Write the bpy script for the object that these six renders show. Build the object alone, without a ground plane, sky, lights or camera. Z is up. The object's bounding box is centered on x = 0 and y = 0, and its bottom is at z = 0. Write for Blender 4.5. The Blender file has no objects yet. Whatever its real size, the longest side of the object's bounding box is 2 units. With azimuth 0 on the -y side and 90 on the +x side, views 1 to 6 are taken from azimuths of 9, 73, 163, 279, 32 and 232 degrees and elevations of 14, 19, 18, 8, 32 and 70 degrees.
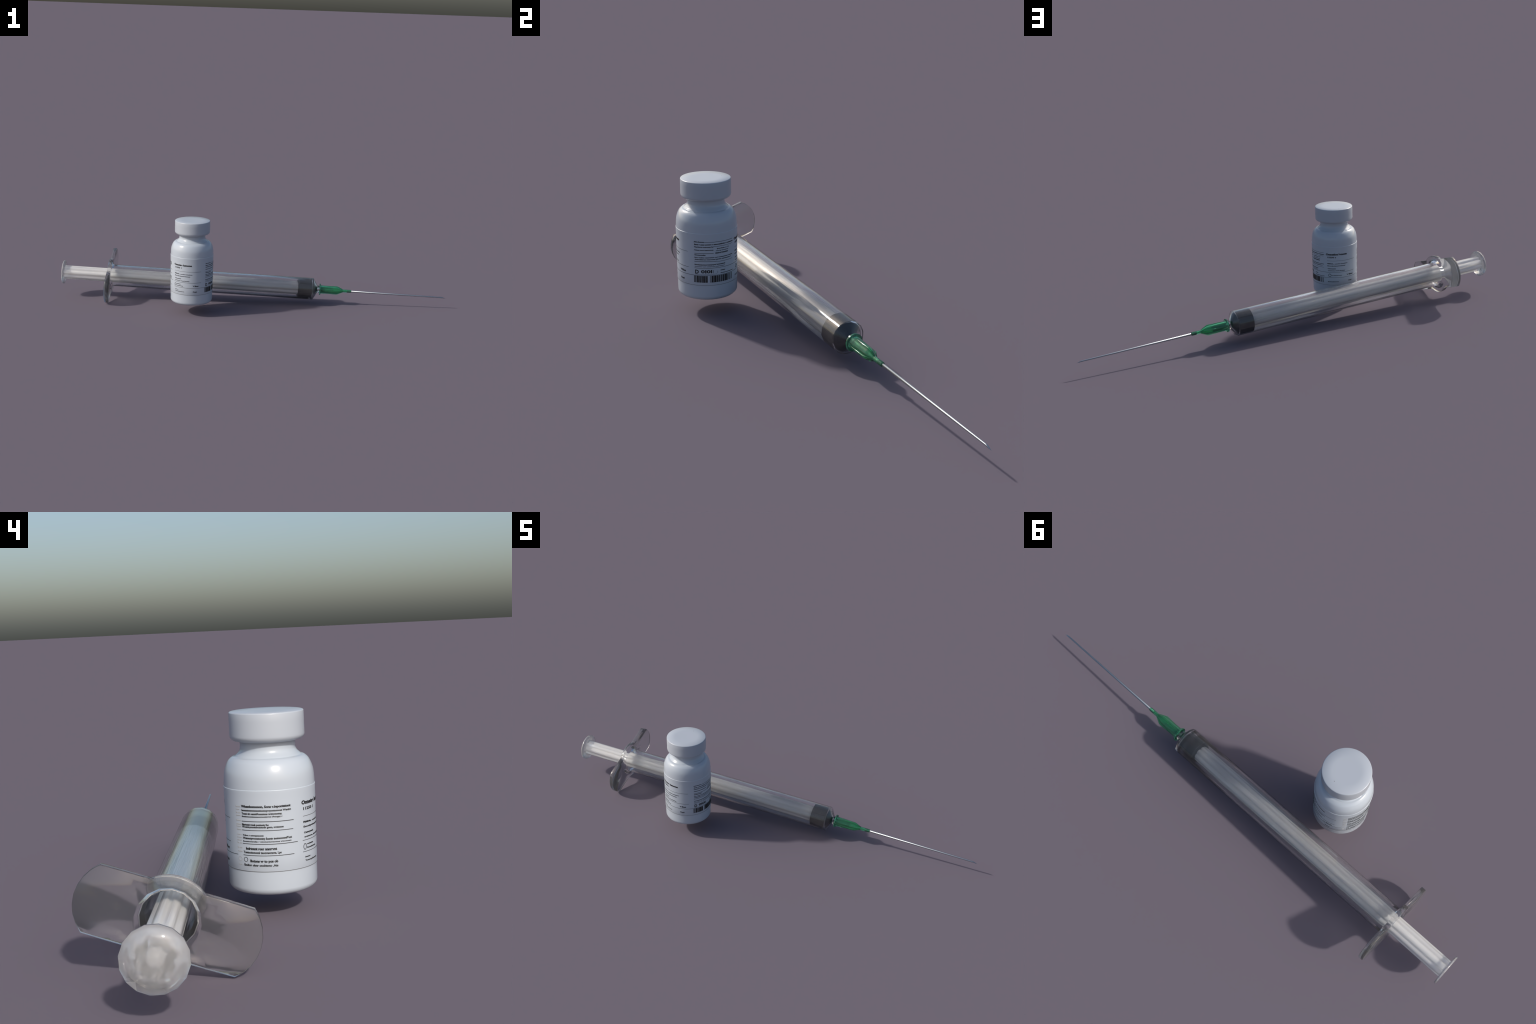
# A white medicine vial with a printed label, standing beside a clear plastic
# syringe (white plunger, black stopper, green needle hub, steel needle).
import bpy, bmesh, math, random
from mathutils import Vector, Matrix

random.seed(7)
TAU = math.tau
scene = bpy.context.scene


# ------------------------------------------------------------------ materials
def material(name, base, rough, **kw):
    m = bpy.data.materials.new(name)
    m.use_nodes = True
    p = m.node_tree.nodes["Principled BSDF"]
    p.inputs["Base Color"].default_value = (*base, 1)
    p.inputs["Roughness"].default_value = rough
    for k, v in kw.items():
        p.inputs[k.replace("_", " ")].default_value = v
    return m, m.node_tree, p


def add_noise(nt, p, socket, scale, lo, hi, coords="Object", detail=3.0, stretch=(1, 1, 1)):
    """Vary a value socket between lo and hi with a noise texture."""
    n, l = nt.nodes, nt.links
    tc, mp = n.new("ShaderNodeTexCoord"), n.new("ShaderNodeMapping")
    mp.inputs["Scale"].default_value = stretch
    tx, mr = n.new("ShaderNodeTexNoise"), n.new("ShaderNodeMapRange")
    tx.inputs["Scale"].default_value, tx.inputs["Detail"].default_value = scale, detail
    mr.inputs["From Min"].default_value, mr.inputs["From Max"].default_value = 0.3, 0.7
    mr.inputs["To Min"].default_value, mr.inputs["To Max"].default_value = lo, hi
    l.new(tc.outputs[coords], mp.inputs[0])
    l.new(mp.outputs[0], tx.inputs["Vector"])
    l.new(tx.outputs["Fac"], mr.inputs["Value"])
    l.new(mr.outputs[0], p.inputs[socket])
    return tx


def streak_bump(nt, p, strength):
    """Bump noise stretched into fine streaks along the local x axis."""
    n, l = nt.nodes, nt.links
    tc, mp = n.new("ShaderNodeTexCoord"), n.new("ShaderNodeMapping")
    mp.inputs["Scale"].default_value = (0.8, 30, 30)
    tx, bp = n.new("ShaderNodeTexNoise"), n.new("ShaderNodeBump")
    tx.inputs["Scale"].default_value, tx.inputs["Detail"].default_value = 6.0, 2.0
    bp.inputs["Strength"].default_value, bp.inputs["Distance"].default_value = strength, 0.004
    l.new(tc.outputs["Object"], mp.inputs[0])
    l.new(mp.outputs[0], tx.inputs["Vector"])
    l.new(tx.outputs["Fac"], bp.inputs["Height"])
    l.new(bp.outputs[0], p.inputs["Normal"])


def white_plastic():
    m, nt, p = material("white_glazed_plastic", (0.430, 0.475, 0.530), 0.28)
    add_noise(nt, p, "Roughness", 5.0, 0.19, 0.21, detail=0.0)
    return m


def cap_plastic():
    """White cap; the flat top is a touch duller than the side and has one speck."""
    m, nt, p = material("white_cap_plastic", (0.405, 0.440, 0.490), 0.36)
    n, l = nt.nodes, nt.links
    tc = n.new("ShaderNodeTexCoord")
    dist = n.new("ShaderNodeVectorMath"); dist.operation = "DISTANCE"
    l.new(tc.outputs["Object"], dist.inputs[0])
    dist.inputs[1].default_value = SPECK
    lt = n.new("ShaderNodeMath"); lt.operation = "LESS_THAN"
    l.new(dist.outputs["Value"], lt.inputs[0]); lt.inputs[1].default_value = 0.0013
    mx = n.new("ShaderNodeMix"); mx.data_type = "RGBA"
    l.new(lt.outputs[0], mx.inputs["Factor"])
    mx.inputs["A"].default_value, mx.inputs["B"].default_value = (0.405, 0.440, 0.490, 1), (0.12, 0.11, 0.10, 1)
    l.new(mx.outputs["Result"], p.inputs["Base Color"])
    add_noise(nt, p, "Roughness", 5.0, 0.28, 0.31, detail=0.0)
    return m


def label_paper():
    m, nt, p = material("label_film", (0.430, 0.475, 0.530), 0.38)
    add_noise(nt, p, "Roughness", 5.0, 0.34, 0.38, detail=0.0)
    return m


def ink(name, value):
    m, nt, p = material(name, (value, value, value * 1.02), 0.5)
    return m


def clear_plastic(name, tint, haze, haze_value, frost, gloss, streaks):
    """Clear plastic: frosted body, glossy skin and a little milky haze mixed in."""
    m, nt, p = material(name, tint, frost, IOR=1.45, Transmission_Weight=1.0, Coat_Weight=gloss, Coat_Roughness=0.03)
    add_noise(nt, p, "Roughness", 3.0, frost * 0.8, frost * 1.2, stretch=(0.6, 8, 8))
    if streaks:
        streak_bump(nt, p, streaks)
    n, l = nt.nodes, nt.links
    d = n.new("ShaderNodeBsdfDiffuse")
    d.inputs["Color"].default_value = (haze_value, haze_value, haze_value * 1.02, 1)
    mix = n.new("ShaderNodeMixShader")
    mix.inputs[0].default_value = haze
    l.new(p.outputs[0], mix.inputs[1])
    l.new(d.outputs[0], mix.inputs[2])
    l.new(mix.outputs[0], n["Material Output"].inputs["Surface"])
    return m


def milky_plastic(name, base, clear, streaks):
    m, nt, p = material(name, base, 0.1, IOR=1.45, Transmission_Weight=clear, Subsurface_Weight=0.35, Subsurface_Scale=0.035)
    p.inputs["Subsurface Radius"].default_value = (1.0, 0.95, 0.92)
    add_noise(nt, p, "Roughness", 4.0, *((0.14, 0.20) if streaks else (0.08, 0.13)), stretch=(0.5, 9, 9))
    if streaks:
        streak_bump(nt, p, streaks)
    return m


def green_plastic():
    m, nt, p = material("green_hub_plastic", (0.20, 0.74, 0.42), 0.1, IOR=1.45, Transmission_Weight=0.92)
    add_noise(nt, p, "Roughness", 20.0, 0.07, 0.14)
    return m


def black_rubber():
    m, nt, p = material("black_stopper_rubber", (0.004, 0.004, 0.005), 0.45, Specular_IOR_Level=0.25)
    add_noise(nt, p, "Roughness", 30.0, 0.40, 0.52)
    return m


def steel():
    m, nt, p = material("needle_steel", (0.37, 0.40, 0.43), 0.22, Metallic=1.0)
    add_noise(nt, p, "Roughness", 40.0, 0.34, 0.40, stretch=(0.2, 4, 4))
    return m


# ------------------------------------------------------------------ mesh tools
def new_object(name, mesh, mat, parent=None):
    o = bpy.data.objects.new(name, mesh)
    if mat:
        mesh.materials.append(mat)
    scene.collection.objects.link(o)
    if parent:
        o.parent = parent
    return o


def empty(name, matrix, parent=None):
    o = bpy.data.objects.new(name, None)
    o.empty_display_size = 0.05
    scene.collection.objects.link(o)
    if parent:
        o.parent = parent
    o.matrix_local = matrix
    return o


def smooth(mesh, angle=None):
    mesh.polygons.foreach_set("use_smooth", [True] * len(mesh.polygons))
    if angle is not None:
        mesh.set_sharp_from_angle(angle=math.radians(angle))
    mesh.update()


def lathe(bm, profile, segments, axis="Z", phase=0.0, cap_start=False, cap_end=False):
    """Spin (height, radius) pairs about Z or X; a radius of 0 makes a pole."""
    rings = []
    for h, r in profile:
        ring = []
        n = 1 if r <= 1e-9 else segments
        for i in range(n):
            a = phase + TAU * i / segments
            c, s = r * math.cos(a), r * math.sin(a)
            ring.append(bm.verts.new((c, s, h) if axis == "Z" else (h, c, s)))
        rings.append(ring)
    for a, b in zip(rings, rings[1:]):
        for i in range(segments):
            j = (i + 1) % segments
            q = [a[i % len(a)], a[j % len(a)], b[j % len(b)], b[i % len(b)]]
            u = []
            for v in q:
                if v not in u:
                    u.append(v)
            if len(u) > 2:
                bm.faces.new(u)
    if cap_start:
        bm.faces.new(rings[0])
    if cap_end:
        bm.faces.new(rings[-1])
    return rings


def finish(bm, name):
    bmesh.ops.recalc_face_normals(bm, faces=bm.faces[:])
    me = bpy.data.meshes.new(name)
    bm.to_mesh(me)
    bm.free()
    return me


def arc(cx, cy, r, a0, a1, n):
    return [(cx + r * math.cos(math.radians(a0 + (a1 - a0) * i / n)),
             cy + r * math.sin(math.radians(a0 + (a1 - a0) * i / n))) for i in range(n + 1)]


def spline(points, per=6):
    """Catmull-Rom curve through 2D points."""
    out = []
    P = [points[0]] + list(points) + [points[-1]]
    for k in range(1, len(P) - 2):
        p0, p1, p2, p3 = P[k - 1:k + 3]
        for s in range(per):
            t = s / per
            out.append(tuple(0.5 * (2 * p1[i] + (p2[i] - p0[i]) * t + (2 * p0[i] - 5 * p1[i] + 4 * p2[i] - p3[i]) * t * t
                                    + (3 * p1[i] - p0[i] - 3 * p2[i] + p3[i]) * t ** 3) for i in (0, 1)))
    out.append(tuple(points[-1]))
    return out


# ------------------------------------------------------------------ the vial
VIAL_X, VIAL_Y = -0.2775, -0.1487
BOTTOM = 0.0590                    # underside of the vial
LABEL_LO, LABEL_HI = 0.1158, 0.3018
SPECK = (0.0, 0.0, 0.0)            # set below, in the vial's frame


def body_radius(z):                # the wall tapers a little towards the foot
    return 0.1062 - 0.0085 * (0.3018 - (z + BOTTOM))


def label_radius(z_world):
    return body_radius(z_world - BOTTOM) + 0.0006


def build_vial():
    global SPECK
    vial = empty("medicine_vial", Matrix.Translation((VIAL_X, VIAL_Y, BOTTOM)))
    vial["label"] = "small white plastic medicine vial with flat cap and printed label"
    vial["category"] = "medicine bottle"
    H = lambda z: z - BOTTOM

    # body: foot fillet, wall, shoulder, crease ring, neck
    prof = [(0.0022, 0.0), (0.0022, 0.070), (0.0012, 0.080)]
    prof += [(H(0.0590), 0.0865)]
    rb = body_radius(0.018)
    prof += [(y, x) for x, y in arc(rb - 0.0165, 0.0165, 0.0165, -84, 0, 12)]
    prof += [(h, body_radius(h)) for h in (0.03, 0.07, 0.12, 0.17, 0.22, H(0.297), H(0.3018))]
    prof += [(H(z), r) for r, z in spline([(0.1060, 0.310), (0.1053, 0.325), (0.1034, 0.338), (0.0995, 0.350),
                                           (0.0945, 0.3598), (0.0890, 0.3657), (0.0840, 0.3690), (0.0795, 0.3701), (0.0772, 0.3711),
                                           (0.0753, 0.3731), (0.0715, 0.3765), (0.0676, 0.3810), (0.0652, 0.3865),
                                           (0.0645, 0.3920)], 5)]
    prof += [(H(0.400), 0.0645), (H(0.4130), 0.0645)]
    bm = bmesh.new()
    lathe(bm, prof, 96)
    me = finish(bm, "vial_body")
    smooth(me, 60)
    new_object("vial_body", me, white_plastic(), vial)

    # cap: flat top, small top bevel, large rounded lower edge, recessed underside
    top, low, R = H(0.4740), H(0.4042), 0.0873
    SPECK = (-0.0018, 0.0577, top)
    cap = [(top, 0.0), (top, 0.05), (top, 0.0835)]
    cap += [(y, x) for x, y in arc(R - 0.0035, top - 0.0035, 0.0033, 90, 8, 5)]
    cap += [(top - 0.02, R), (H(0.423), R)]
    cap += [(y, x) for x, y in arc(R - 0.0125, H(0.4195), 0.0125, 0, -72, 8)]
    cap += [(H(0.4062), 0.0728), (H(0.4056), 0.0716), (H(0.4066), 0.0704), (H(0.4054), 0.0698), (H(0.4046), 0.0690), (H(0.4056), 0.0678), (H(0.4110), 0.0672), (H(0.4110), 0.0640)]
    bm = bmesh.new()
    lathe(bm, cap, 96)
    me = finish(bm, "vial_cap")
    smooth(me, 50)
    new_object("vial_cap", me, cap_plastic(), vial)

    # label: a thin sleeve wound on the wall, its upper edge rounded
    lo, hi, t = LABEL_LO, LABEL_HI, 0.0006
    sl = [(H(lo), body_radius(H(lo)) - 0.0002), (H(lo), body_radius(H(lo)) + t * 0.6), (H(lo) + 0.0006, label_radius(lo))]
    sl += [(H(lo) + (hi - lo) * f, label_radius(lo + (hi - lo) * f)) for f in (0.2, 0.4, 0.6, 0.8, 0.97)]
    sl += [(H(hi) - 0.0004, label_radius(hi) + 0.0003), (H(hi) + 0.0004, label_radius(hi) + 0.0002),
           (H(hi) + 0.0011, label_radius(hi) - 0.0002), (H(hi) + 0.0014, body_radius(H(hi)) - 0.0003)]
    bm = bmesh.new()
    lathe(bm, sl, 96)
    me = finish(bm, "label")
    smooth(me, 50)
    label = new_object("label", me, label_paper(), vial)
    build_print(label)
    return vial


# -------------------------------------------------------------- label printing
INK_LIFT, INK_DEPTH = 0.00035, 0.0005


def wrap(u_angle, z, lift):
    """Point on the label at an angle in degrees (0 = +x) and a world height z."""
    r = label_radius(z) + lift
    a = math.radians(u_angle)
    return Vector((r * math.cos(a), r * math.sin(a), z - BOTTOM))


def arc_bar(bm, a0, a1, z, thick, slope=0.0):
    """A printed bar following the label from angle a0 to a1 (degrees)."""
    n = max(1, int(abs(a1 - a0) / 3))
    rows = []
    for i in range(n + 1):
        a, zz = a0 + (a1 - a0) * i / n, z + slope * i / n
        rows.append([bm.verts.new(wrap(a, zz + dz, l)) for dz, l in
                     ((-thick / 2, -INK_DEPTH), (-thick / 2, INK_LIFT), (thick / 2, INK_LIFT), (thick / 2, -INK_DEPTH))])
    for p, q in zip(rows, rows[1:]):
        for k in range(4):
            bm.faces.new((p[k], q[k], q[(k + 1) % 4], p[(k + 1) % 4]))
    bm.faces.new(rows[0])
    bm.faces.new(rows[-1])


def ring_mark(bm, angle, z, rx, rz, width, n=24):
    """A printed circle; rx and rz are its half sizes in metres."""
    deg = 180 / math.pi / label_radius(z)
    rows = []
    for i in range(n):
        c, s = math.cos(TAU * i / n), math.sin(TAU * i / n)
        row = []
        for k, l in ((-1, -INK_DEPTH), (-1, INK_LIFT), (1, INK_LIFT), (1, -INK_DEPTH)):
            row.append(bm.verts.new(wrap(angle + (rx + k * width / 2) * c * deg, z + (rz + k * width / 2) * s, l)))
        rows.append(row)
    for i in range(n):
        p, q = rows[i], rows[(i + 1) % n]
        for k in range(4):
            bm.faces.new((p[k], q[k], q[(k + 1) % 4], p[(k + 1) % 4]))


def lettering(bm, text, a0, a1, z_base, height, bold=0.0):
    """Raised print: built-in font, fitted between angles a0 and a1, wound on the label."""
    cu = bpy.data.curves.new("lettering", "FONT")
    cu.body, cu.size, cu.offset, cu.resolution_u = text, 1.0, bold * 1.3 + 0.024, 2
    ob = bpy.data.objects.new("lettering", cu)
    scene.collection.objects.link(ob)
    bpy.context.view_layer.update()
    me = ob.to_mesh()
    part = bmesh.new()
    part.from_mesh(me)
    ob.to_mesh_clear()
    bpy.data.objects.remove(ob)
    bpy.data.curves.remove(cu)
    bmesh.ops.remove_doubles(part, verts=part.verts[:], dist=1e-5)
    xs = [v.co.x for v in part.verts]
    x0, x1 = min(xs), max(xs)
    flat = [(v.co.x, v.co.y) for v in part.verts]
    faces = [[v.index for v in f.verts] for f in part.faces]
    part.verts.index_update()
    edges = [[v.index for v in e.verts] for e in part.edges if len(e.link_faces) == 1]
    part.free()
    place = lambda x, y, l: bm.verts.new(wrap(a0 + (a1 - a0) * (x - x0) / (x1 - x0), z_base + y * height / 0.70, l))
    front = [place(x, y, INK_LIFT) for x, y in flat]
    back = [place(x, y, -INK_DEPTH) for x, y in flat]
    for f in faces:
        for src in ([front[i] for i in f], [back[i] for i in reversed(f)]):
            try:
                bm.faces.new(src)
            except ValueError:
                pass
    for i, j in edges:
        try:
            bm.faces.new((front[i], front[j], back[j], back[i]))
        except ValueError:
            pass


def print_part(name, bm, mat, label, stuff=True):
    me = finish(bm, name)
    o = new_object(name, me, mat, label)
    if stuff:
        o["kind"] = "stuff"
    return o


def build_print(label):
    black, grey, pale = ink("black_ink", 0.012), ink("grey_ink", 0.035), ink("pale_grey_ink", 0.36)

    # rules
    bm = bmesh.new()
    for a0, a1, z, th in ((-128, -52, 0.2355, 0.0008), (-130, -51, 0.1797, 0.0010), (-130, 140.5, 0.1530, 0.0011),
                          (50, 127, 0.2355, 0.0008), (-38, 125.3, 0.1797, 0.0011),
                          (150, 217, 0.2322, 0.0015), (150, 216, 0.2118, 0.0014), (150, 222, 0.1805, 0.0014), (150, 216.3, 0.1538, 0.0014),
                          (-38.5, 41, 0.2728, 0.0012), (-2, 40, 0.2566, 0.0011), (-37.6, -1.5, 0.2329, 0.0014),
                          (-38, 5, 0.2036, 0.0014), (5, 40.4, 0.2018, 0.0010)):
        arc_bar(bm, a0, a1, z, th)
    print_part("rule_line", bm, grey, label)
    bm = bmesh.new()
    arc_bar(bm, 0, 180, LABEL_LO + 0.0008, 0.0009)
    arc_bar(bm, 180, 360, LABEL_LO + 0.0008, 0.0009)
    print_part("label_edge_line", bm, ink("mid_grey_line", 0.12), label)

    # the two title panels, on opposite sides
    title, body = bmesh.new(), bmesh.new()
    for o, name in ((-178.5, "Onnetea lumone"), (0.0, "Omnetloe lamone")):
        two = o == 0.0
        lettering(title, name, o + (47 if two else 48.3), o + 101.5, 0.2630, 0.0085, 0.026)
        lettering(body, "15250 s" if two else "11250 1", o + 51, o + 73, 0.2496, 0.0062, 0.015)
        lettering(title, "Fabinen,", o + 50.6, o + 66.5, 0.2200, 0.0042, 0.03)
        lettering(body, "ocensha nentatilons", o + 69, o + 103, 0.2195, 0.0036, 0.012)
        lettering(body, "Emoniyvienemotonur", o + 50.6, o + 97.5, 0.2092, 0.0038, 0.018)
        lettering(title, "Caterpanat", o + 51, o + 72, 0.1955, 0.0038, 0.02)
        lettering(body, "cranmon, hont lloteny", o + 51.5, o + 95.8, 0.1858, 0.0036, 0.016)
        if two:
            lettering(body, "onctbuaronon", o + 61, o + 87, 0.1625, 0.0034, 0.02)
            lettering(body, "Eonmvyabntonon", o + 51, o + 79, 0.1315, 0.0034, 0.02)
        else:
            lettering(body, "roninten", o + 55.5, o + 70.5, 0.1682, 0.0036, 0.012)
            lettering(body, "Goanintema", o + 55.5, o + 78, 0.1596, 0.0036, 0.012)
            lettering(body, "Senton :", o + 52, o + 63.5, 0.1390, 0.0032, 0.012)
            lettering(body, "Toncvyabntron", o + 52, o + 81, 0.1305, 0.0034, 0.016)
        lettering(title, "V Bbas:", o + (100.5 if two else 104.5), o + 120.5, 0.1603, 0.0064, 0.012)
        lettering(title, "Oxpi:", o + 104.8, o + 116.4, 0.1312, 0.0056, 0.012)
        ring_mark(title, o + (56.4 if two else 52.2), 0.1648, 0.0060 if two else 0.0042, 0.0068, 0.0020 if two else 0.0014)

    # barcode panel
    P = lambda t, a0, a1, z, h, b=0.012, bm=body: lettering(bm, t, a0, a1, z, h, b)
    P("Suito Rensucy", -37.5, -19, 0.2727, 0.0032, 0.02)
    P("Eants v pans aomiov v sumonattbdnt v ocnnnaton", -37.5, 42, 0.2626, 0.0042, 0.022)
    P("Nesrfotros mosronny fva", -37.5, -1.8, 0.2540, 0.0040, 0.016)
    P("Nolont vsocs insamontsva", -37.5, -1.8, 0.2433, 0.0034, 0.02)
    P("Iponrdoins n. F 0", 5, 30.5, 0.2472, 0.0036, 0.012)
    P("svni fty inwntonsi", 3, 29, 0.2399, 0.0030, 0.004)
    P("0E0N4Y0/0S005", 1.5, 28.5, 0.2310, 0.0042, 0.016)
    P("Chotonvoxhn", -37.6, -16.4, 0.2255, 0.0038, 0.022)
    P("Non cnsdtvs oansvanton nwt vonanpunson rontons", -37.6, 40.5, 0.2163, 0.0036, 0.012)
    P("Ahtinnitbid sn onanwotst banoas onavansnaon v.", -37.6, 37, 0.2092, 0.0036, 0.012)
    P("Nrotoysaonuoronanpnyci, brawuntmd", -37.6, 21.5, 0.1905, 0.0040, 0.018)
    P("Conontor oon onnanvont onstranstnm", -37.6, 21, 0.1840, 0.0026, 0.004)
    P("D", -37, -29.8, 0.1598, 0.0134, 0.01, title)
    P("0I0I", -25.8, -4.8, 0.1620, 0.0108, 0.012, title)
    P("I", -2.9, -2.1, 0.1608, 0.0108, 0.0, title)
    P("I", 5.8, 6.3, 0.1605, 0.0080, 0.0, title)
    P("nsnts", 11.6, 21.4, 0.1678, 0.0032, 0.03)
    P("anctanwossanont", 11.5, 41.5, 0.1580, 0.0030, 0.016)
    arc_bar(body, -37, 4.5, 0.1572, 0.0007)

    # information panel
    P("Wiuanbomonon, Sons v.inpontatont", 150, 213.5, 0.2640, 0.0052, 0.024, title)
    P("Isonnntonnwnmnnttontoprxyontuonoet Wentirt", 150.5, 214, 0.2555, 0.0044, 0.016)
    P("Tount nit oennttPonnntons nrstnotontny,", 150.5, 202.3, 0.2478, 0.0044, 0.018)
    P("Sonttonoomtonosoornootnrrot vPntogny v", 150.5, 202.6, 0.2418, 0.0034, 0.014)
    P("Mnrtonnt ronds pontnotn fno", 150, 185.5, 0.2228, 0.0044, 0.022)
    P("Woentvynonttwctotodn gonn, nrntonon", 150, 203.6, 0.2176, 0.0042, 0.018)
    P("Ydoo r onvnpnnont", 150.3, 178.6, 0.1985, 0.0038, 0.014)
    P("Wetonctyroonstontny Sucntn tnntonconntP'ont", 150.5, 213.8, 0.1914, 0.0046, 0.02)
    P("Soontoonrsdty r ntnntuntontontos vrsconosn", 150.5, 213, 0.1848, 0.0032, 0.008)
    P("Indrtonnt ronr nnnrrvnt", 154.3, 194.3, 0.1670, 0.0058, 0.024, title)
    P("Tontncttononnl tsucnnsonnns, Lps", 150.5, 199.7, 0.1584, 0.0050, 0.016)
    P("Botons vr to pos ob", 159.7, 195.1, 0.1384, 0.0058, 0.02, title)
    P("Endtor obnr onohtnno ,Ats", 150.6, 195, 0.1290, 0.0050, 0.016)
    ring_mark(title, 153.4, 0.1438, 0.0050, 0.0050, 0.0011)
    print_part("title_text", title, black, label)
    print_part("small_text", body, ink("dark_grey_ink", 0.02), label)

    # ghost column left of the information panel
    ghost = bmesh.new()
    for z in (0.2655, 0.2590, 0.2515, 0.2452, 0.2340, 0.2250, 0.2198, 0.2128, 0.2010, 0.1945, 0.1880, 0.1815, 0.1705, 0.1620, 0.1312):
        lettering(ghost, random.choice(("mono", "wor :", "bont", "In co")), 141, 148.5, z - 0.0018, 0.0036, 0.0)
    ring_mark(ghost, 144.5, 0.1438, 0.0050, 0.0050, 0.0008)
    print_part("faint_text", ghost, pale, label)

    # barcode: bars of random width between -40 and 38.5 degrees
    bars, thin, a = bmesh.new(), bmesh.new(), -39.6
    rnd = random.Random(11)
    while a < 37.5:
        w = rnd.choice((0.45, 0.6, 0.9, 1.5, 2.3, 3.2))
        if -13.5 < a < -9.5 or 27.2 < a < 29.4 or 32.6 < a < 35:
            a += 0.6
            continue
        w = min(w, 38.3 - a)
        z0, z1 = 0.1272, 0.1515
        arc_bar(thin if w < 0.8 and rnd.random() < 0.5 else bars, a, a + w, (z0 + z1) / 2, z1 - z0)
        a += w + rnd.choice((0.3, 0.4, 0.5, 0.9))
    print_part("barcode", bars, black, label)
    print_part("barcode_fine_bar", thin, grey, label)


# ---------------------------------------------------------------- the syringe
REAR = Vector((-0.9895, -0.0455, 0.1252))      # centre of the thumb rest
FRONT = Vector((0.5052, 0.1816, 0.0755))       # end of the green hub
SEG = 16
R_OUT, R_IN, R_MOUTH = 0.0567, 0.0497, 0.0660                   # barrel wall
FL0, FL1 = 0.2392, 0.2580                      # finger flange along the axis
RELIEF = 0.0012                                # bumps modelled under the thumb rest to form its star of refractions
CORE = 0.0165
FLUTE = 0.0045                               # depth of the grooves between the ribs of the rod
SHADE_BACK, SHADE_FRONT = 0.0, 0.0
FLANGE_BEND = 0.9
FL_TILT = math.radians(19.3)


def syringe_frame():
    x = (FRONT - REAR).normalized()
    y = Vector((0, 0, 1)).cross(x).normalized()
    z = x.cross(y)
    m = Matrix((x, y, z)).transposed().to_4x4()
    m.translation = REAR
    return m


def flange_outline():
    """Round centre joined to two straight-sided wings with curved ends."""
    W, V, R = 0.1535, 0.0690, 0.0880
    pts = []
    a = math.degrees(math.asin(V / 0.0886))
    side = arc(0.0979, 0.0, 0.0886, -a, a, 8)                 # wing end, lower to upper corner
    hub = arc(0, 0, R, 52, 128, 8)
    upper = side + [(0.10, V + 0.0008), (R * math.cos(math.radians(52)) + 0.008, V + 0.0008)] + hub
    upper += [(-x, y) for x, y in ((R * math.cos(math.radians(52)) + 0.008, V + 0.0008), (0.10, V + 0.0008))]
    pts = upper + [(-x, -y) for x, y in upper]
    c, s = math.cos(FL_TILT), math.sin(FL_TILT)
    out = []
    for x, y in pts:
        if not out or math.hypot(out[-1][0] - (x * c - y * s), out[-1][1] - (x * s + y * c)) > 1e-5:
            out.append((x * c - y * s, x * s + y * c))
    return out


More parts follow.
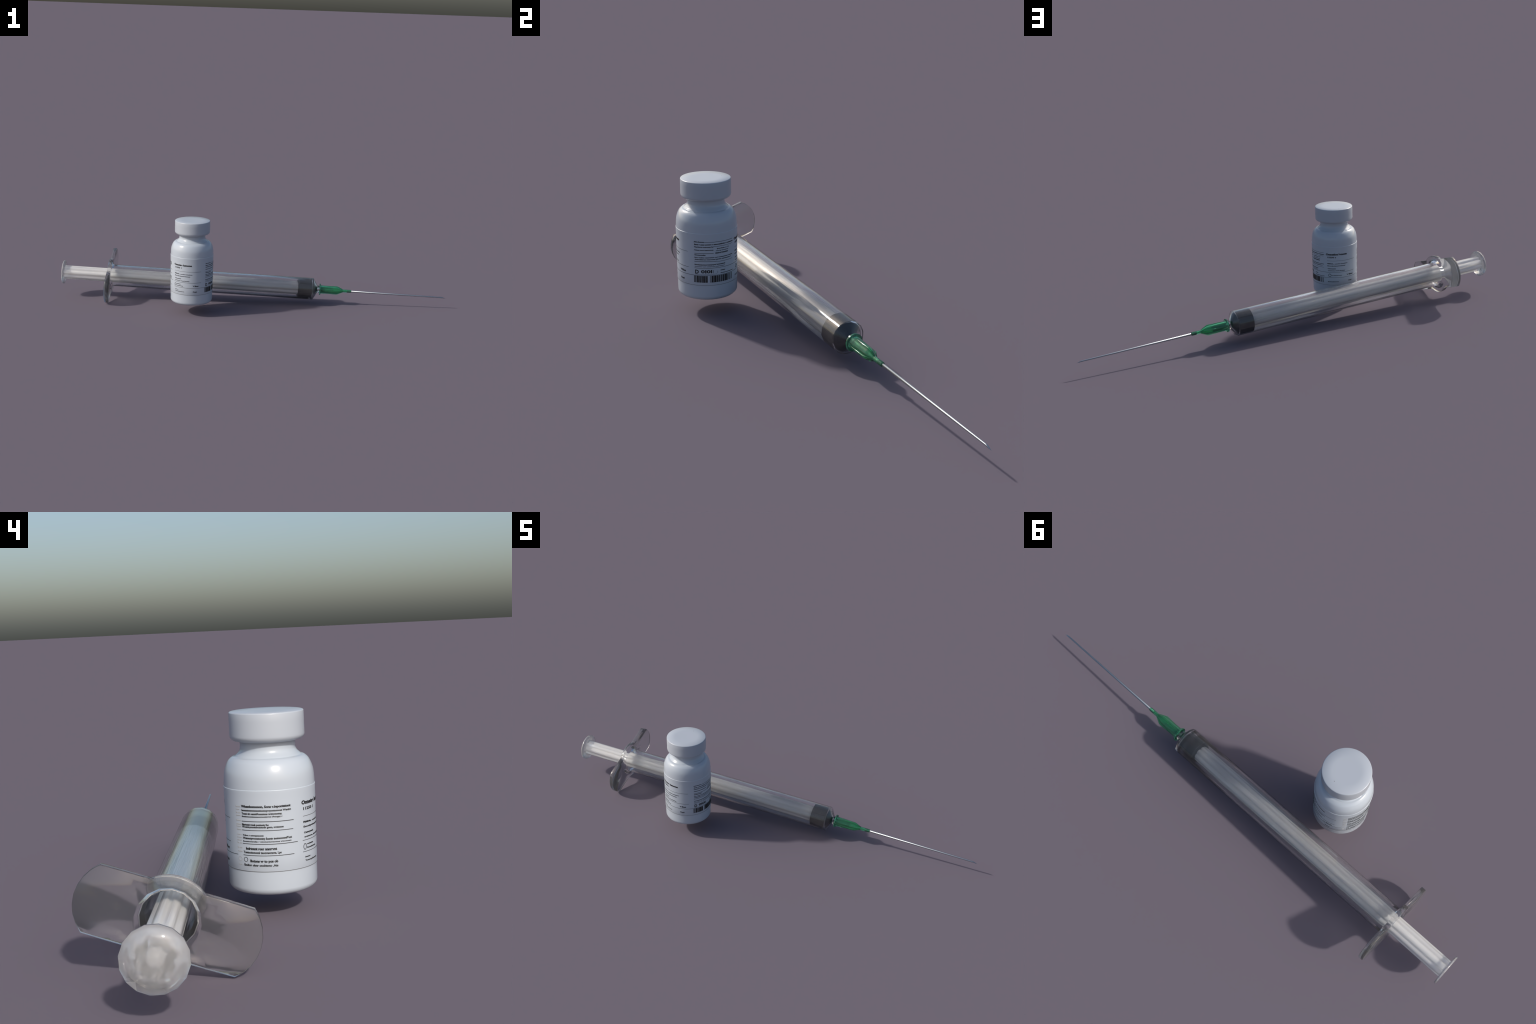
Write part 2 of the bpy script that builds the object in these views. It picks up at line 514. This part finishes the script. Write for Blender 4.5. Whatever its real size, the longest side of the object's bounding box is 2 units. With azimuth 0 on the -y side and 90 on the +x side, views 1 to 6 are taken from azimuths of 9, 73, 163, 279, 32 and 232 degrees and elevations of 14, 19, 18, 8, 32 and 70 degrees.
def build_barrel(syringe, mat):
    """Barrel and finger flange are one closed skin, split afterwards."""
    bm = bmesh.new()
    tag = bm.faces.layers.int.new("part")
    b = 0.0012
    prof = [(FL1, R_OUT), (1.3115, R_OUT), (1.3142, R_OUT - 0.0022),
            (1.3335, 0.0215), (1.3360, 0.0190), (1.3440, 0.0187), (1.3452, 0.0172), (1.3456, 0.0130),
            (1.4160, 0.0120), (1.4172, 0.0112), (1.4172, 0.0062), (1.4155, 0.0052), (1.3330, 0.0052),
            (1.3300, 0.0080), (1.3090, R_IN - 0.0022), (1.3060, R_IN), (1.0, R_IN), (0.7, R_IN), (0.4, R_IN), (0.288, R_IN), (0.282, 0.0505), (FL0 + 0.003, R_MOUTH - 0.0015), (FL0, R_MOUTH)]
    rings = lathe(bm, prof, SEG, "X", phase=TAU / SEG / 2)
    outline = flange_outline()
    # two chamfer loops soften the flange rim
    def loop(t, inset):
        L = []
        n = len(outline)
        for i, (y, z) in enumerate(outline):
            p0, p1 = Vector(outline[i - 1]), Vector(outline[(i + 1) % n])
            d = (p1 - p0).normalized()
            L.append(bm.verts.new((t, y - d.y * inset, z + d.x * inset)))
        return L
    loops = [loop(FL0, b), loop(FL0 + b, 0.0), loop(FL1 - b, 0.0), loop(FL1, b)]
    made = []
    for p, q in zip(loops, loops[1:]):
        for i in range(len(p)):
            j = (i + 1) % len(p)
            made.append(bm.faces.new((p[i], p[j], q[j], q[i])))
    for outer, inner in ((loops[0], rings[-1]), (loops[-1], rings[0])):
        edges = []
        for L in (outer, inner):
            for i in range(len(L)):
                e = bm.edges.get((L[i], L[(i + 1) % len(L)])) or bm.edges.new((L[i], L[(i + 1) % len(L)]))
                edges.append(e)
        r = bmesh.ops.triangle_fill(bm, edges=edges, use_beauty=True)
        made += [f for f in r["geom"] if isinstance(f, bmesh.types.BMFace)]
    bm.normal_update()
    for f in made:
        f[tag] = 1
    bmesh.ops.recalc_face_normals(bm, faces=bm.faces[:])
    bm.normal_update()
    whole = {tuple(round(c, 6) for c in v.co): v.normal.copy() for v in bm.verts}
    for L, sign in ((loops[0], -1), (loops[-1], 1)):        # rim normals bent so bright streaks fan over the wings
        for v in L:
            whole[tuple(round(c, 6) for c in v.co)] = Vector((sign, 0, 0)).lerp(v.normal, FLANGE_BEND).normalized()
    objs = []
    for part, name in ((0, "barrel"), (1, "finger_flange")):
        cp = bm.copy()
        lay = cp.faces.layers.int["part"]
        bmesh.ops.delete(cp, geom=[f for f in cp.faces if f[lay] != part], context="FACES")
        me = bpy.data.meshes.new(name)
        cp.faces.layers.int.remove(cp.faces.layers.int["part"])
        cp.to_mesh(me)
        cp.free()
        smooth(me)
        norms = [whole[tuple(round(c, 6) for c in v.co)] for v in me.vertices]
        if part == 0:                                        # the tube is softly shaded end to end
            for i, v in enumerate(me.vertices):
                side = Vector((0, v.co.y, v.co.z)).normalized()
                if abs(v.co.x - FL1) < 1e-5:
                    norms[i] = (side + Vector((-SHADE_BACK, 0, 0))).normalized()
                elif abs(v.co.x - 1.3115) < 1e-5:
                    norms[i] = (side + Vector((SHADE_FRONT, 0, 0))).normalized()
        me.normals_split_custom_set_from_vertices(norms)
        objs.append(new_object(name, me, mat[part], syringe))
    bm.free()
    objs[1].parent = objs[0]
    return objs[0]


def build_plunger(syringe):
    milky = (milky_plastic("milky_thumb_rest_plastic", (0.92, 0.93, 0.94), 0.82, 0), milky_plastic("milky_rod_plastic", (0.96, 0.945, 0.92), 0.50, 0.2))  # rod base colour warmed to offset blue skylight inside the barrel
    plunger = empty("plunger", Matrix.Identity(4), syringe)
    # thumb rest and rod: one skin, split at the foot of the rod; the rod is fluted
    ribs = 8
    n = 6 * ribs
    ph = math.radians(77)
    def around(i, m, r, depth):
        """Angle and radius of point i of m; on the rod, lands alternate with grooves."""
        if m != n:
            return ph + TAU * i / m, r
        k, step = divmod(i, 6)
        f = (0.0, 0.29, 0.37, 0.5, 0.63, 0.71)[step]
        return ph + TAU * (k + f) / ribs, r - (depth if 2 <= step <= 4 else 0.0)
    bm = bmesh.new()
    tag = bm.faces.layers.int.new("part")
    R, rnd = 0.0354, random.Random(4)
    prof = [(-0.0014, 0.0, 0), (-0.0014, 0.020, 0), (-0.0014, 0.0610, 0), (0.0064, 0.0610, 0), (0.0064, 0.0480, 0), (0.0064, R, FLUTE), (0.0105, R, FLUTE), (0.30, R, FLUTE),
            (0.60, R, FLUTE), (0.90, R, FLUTE), (1.2320, R, FLUTE), (1.2360, R - 0.003, FLUTE), (1.2360, 0.0, 0)]
    rings = []
    for t, r, d in prof:
        m = 1 if r == 0 else (32 if r == 0.0480 else 16 if r > 0.06 else n)
        wave = RELIEF if r == 0.0480 else 0.0
        ring = []
        for i in range(m):
            a, rr = around(i, m, r, d)
            ring.append(bm.verts.new((t + wave * (rnd.uniform(-1.0, -0.3), rnd.uniform(0.2, 0.6))[i % 2], rr * math.cos(a), rr * math.sin(a))))
        rings.append(ring)
    for a, b in zip(rings, rings[1:]):
        m = max(len(a), len(b))
        if len(a) > 1 and len(b) > 1 and len(a) != len(b):
            edges = []
            for L in (a, b):
                edges += [bm.edges.get((L[i], L[(i + 1) % len(L)])) or bm.edges.new((L[i], L[(i + 1) % len(L)])) for i in range(len(L))]
            bmesh.ops.triangle_fill(bm, edges=edges, use_beauty=True)
            continue
        for i in range(m):
            j = (i + 1) % m
            u = []
            for v in (a[i % len(a)], a[j % len(a)], b[j % len(b)], b[i % len(b)]):
                if v not in u:
                    u.append(v)
            bm.faces.new(u)
    for f in bm.faces:
        f[tag] = int(f.calc_center_median().x > 0.0066)
    bmesh.ops.recalc_face_normals(bm, faces=bm.faces[:])
    bm.normal_update()
    whole = {tuple(round(c, 6) for c in v.co): v.normal.copy() for v in bm.verts}
    for part, name in ((0, "thumb_rest"), (1, "plunger_rod")):
        cp = bm.copy()
        lay = cp.faces.layers.int["part"]
        bmesh.ops.delete(cp, geom=[f for f in cp.faces if f[lay] != part], context="FACES")
        cp.faces.layers.int.remove(cp.faces.layers.int["part"])
        me = bpy.data.meshes.new(name)
        cp.to_mesh(me)
        cp.free()
        smooth(me)
        me.normals_split_custom_set_from_vertices([whole[tuple(round(c, 6) for c in v.co)] for v in me.vertices])
        rod = new_object(name, me, milky[part], plunger)
    bm.free()
    # the rod is moulded round a hollow core
    bm = bmesh.new()
    lathe(bm, [(0.0120, 0.0), (0.0120, CORE), (0.40, CORE), (0.80, CORE), (1.226, CORE), (1.226, 0.0)], 14, "X", ph)
    me = finish(bm, "rod_bore")
    me.flip_normals()
    smooth(me)
    new_object("rod_bore", me, milky[1], rod)
    # stopper
    st = [(1.2372, 0.0), (1.2372, 0.044), (1.2376, 0.0482), (1.2392, 0.0492), (1.3010, 0.0492), (1.3040, 0.0478), (1.3290, 0.0085), (1.3296, 0.0)]
    bm = bmesh.new()
    lathe(bm, st, 12, "X", TAU / 24)
    me = finish(bm, "stopper")
    smooth(me, 25)
    new_object("stopper", me, black_rubber(), plunger)
    return plunger


def build_hub(syringe):
    green = green_plastic()
    # hollow hub: collar, tapering body, shoulder, needle tube
    out = [(1.3458, 0.0192), (1.3458, 0.0288), (1.3464, 0.0297), (1.3512, 0.0297), (1.3520, 0.0288), (1.3532, 0.0230), (1.3560, 0.0222),
           (1.4380, 0.0194), (1.4420, 0.0186), (1.4660, 0.0084), (1.4710, 0.0077), (1.5100, 0.0078), (1.5122, 0.0070), (1.5122, 0.0036)]
    inn = [(1.4800, 0.0036), (1.4650, 0.0050), (1.4380, 0.0132), (1.3475, 0.0140)]
    bm = bmesh.new()
    prof = out + inn
    rings = lathe(bm, prof, 16, "X", TAU / 32)
    for i in range(16):
        j = (i + 1) % 16
        bm.faces.new((rings[-1][i], rings[-1][j], rings[0][j], rings[0][i]))
    me = finish(bm, "needle_hub")
    smooth(me, 45)
    hub = new_object("needle_hub", me, green, syringe)
    # four fins that stand out towards the shoulder
    side = [(1.3600, 0.0212), (1.4375, 0.0232), (1.4405, 0.0227), (1.4690, 0.0086), (1.4650, 0.0070), (1.4380, 0.0170)]
    me0 = None
    for k in range(4):
        if me0 is None:
            bm = bmesh.new()
            h = 0.0026
            A = [bm.verts.new((t, r, -h)) for t, r in side]
            B = [bm.verts.new((t, r, h)) for t, r in side]
            bm.faces.new(A)
            bm.faces.new(B)
            for i in range(len(side)):
                j = (i + 1) % len(side)
                bm.faces.new((A[i], A[j], B[j], B[i]))
            bmesh.ops.recalc_face_normals(bm, faces=bm.faces[:])
            bmesh.ops.bevel(bm, geom=bm.edges[:], offset=0.0005, segments=1, affect="EDGES", clamp_overlap=True)
            me0 = finish(bm, "hub_fin")
            smooth(me0, 50)
            me0.materials.append(green)
        o = bpy.data.objects.new("hub_fin", me0)
        scene.collection.objects.link(o)
        o.parent = hub
        o.rotation_euler = (k * TAU / 4 + math.radians(8), 0, 0)
    return hub


def build_needle(syringe):
    """Slender tapering cannula with a slanted point on its lower side."""
    bm = bmesh.new()
    n, rings = 20, []
    T0, T1, TIP = 1.490, 1.990, 2.0138
    rad = lambda t: 0.0050 - 0.0020 * (t - 1.51) / (T1 - 1.51)
    stations = [T0, T1]
    for t in stations:
        rings.append([bm.verts.new((t, rad(t) * math.cos(TAU * i / n), rad(t) * math.sin(TAU * i / n))) for i in range(n)])
    r1 = rad(T1)
    end = []
    for i in range(n):
        c, s = math.cos(TAU * i / n), math.sin(TAU * i / n)
        f = (1 - s) / 2                                  # 0 at the top, 1 at the low side
        t = T1 + 0.004 + (TIP - T1 - 0.004) * f
        end.append(bm.verts.new((t, r1 * c * (1 - 0.85 * f * f), -r1 * f - 0.0006 * f + r1 * s * (1 - f) + 0.0 * s)))
    rings.append(end)
    for a, b in zip(rings, rings[1:]):
        for i in range(n):
            j = (i + 1) % n
            bm.faces.new((a[i], a[j], b[j], b[i]))
    bm.faces.new(rings[0])
    bm.faces.new(rings[-1])
    me = finish(bm, "needle")
    smooth(me, 40)
    norms = []                                           # root normals tilted back to draw the sun glint near the hub
    for loop in me.corner_normals:
        norms.append(loop.vector.copy())
    for k, lp in enumerate(me.loops):
        co = me.vertices[lp.vertex_index].co
        if abs(co.x - T0) < 1e-5 and abs(norms[k].x) < 0.9:
            norms[k] = (Vector((0, co.y, co.z)).normalized() + Vector((-0.48, 0, 0))).normalized()
    me.normals_split_custom_set(norms)
    return new_object("needle", me, steel(), syringe)


def build_syringe():
    syringe = empty("syringe", syringe_frame())
    syringe["label"] = "clear plastic syringe with white plunger, green hub and steel needle"
    syringe["category"] = "syringe"
    build_barrel(syringe, (clear_plastic("clear_barrel_plastic", (0.98, 0.985, 0.985), 0.03, 0.58, 0.09, 0.0, 0.10),
                           clear_plastic("clear_flange_plastic", (0.92, 0.925, 0.935), 0.10, 0.30, 0.06, 0.0, 0)))  # grey diffuse share lightens the flange's black internal reflections
    build_plunger(syringe)
    build_hub(syringe)
    build_needle(syringe)
    return syringe


build_vial()
build_syringe()
bpy.context.view_layer.update()
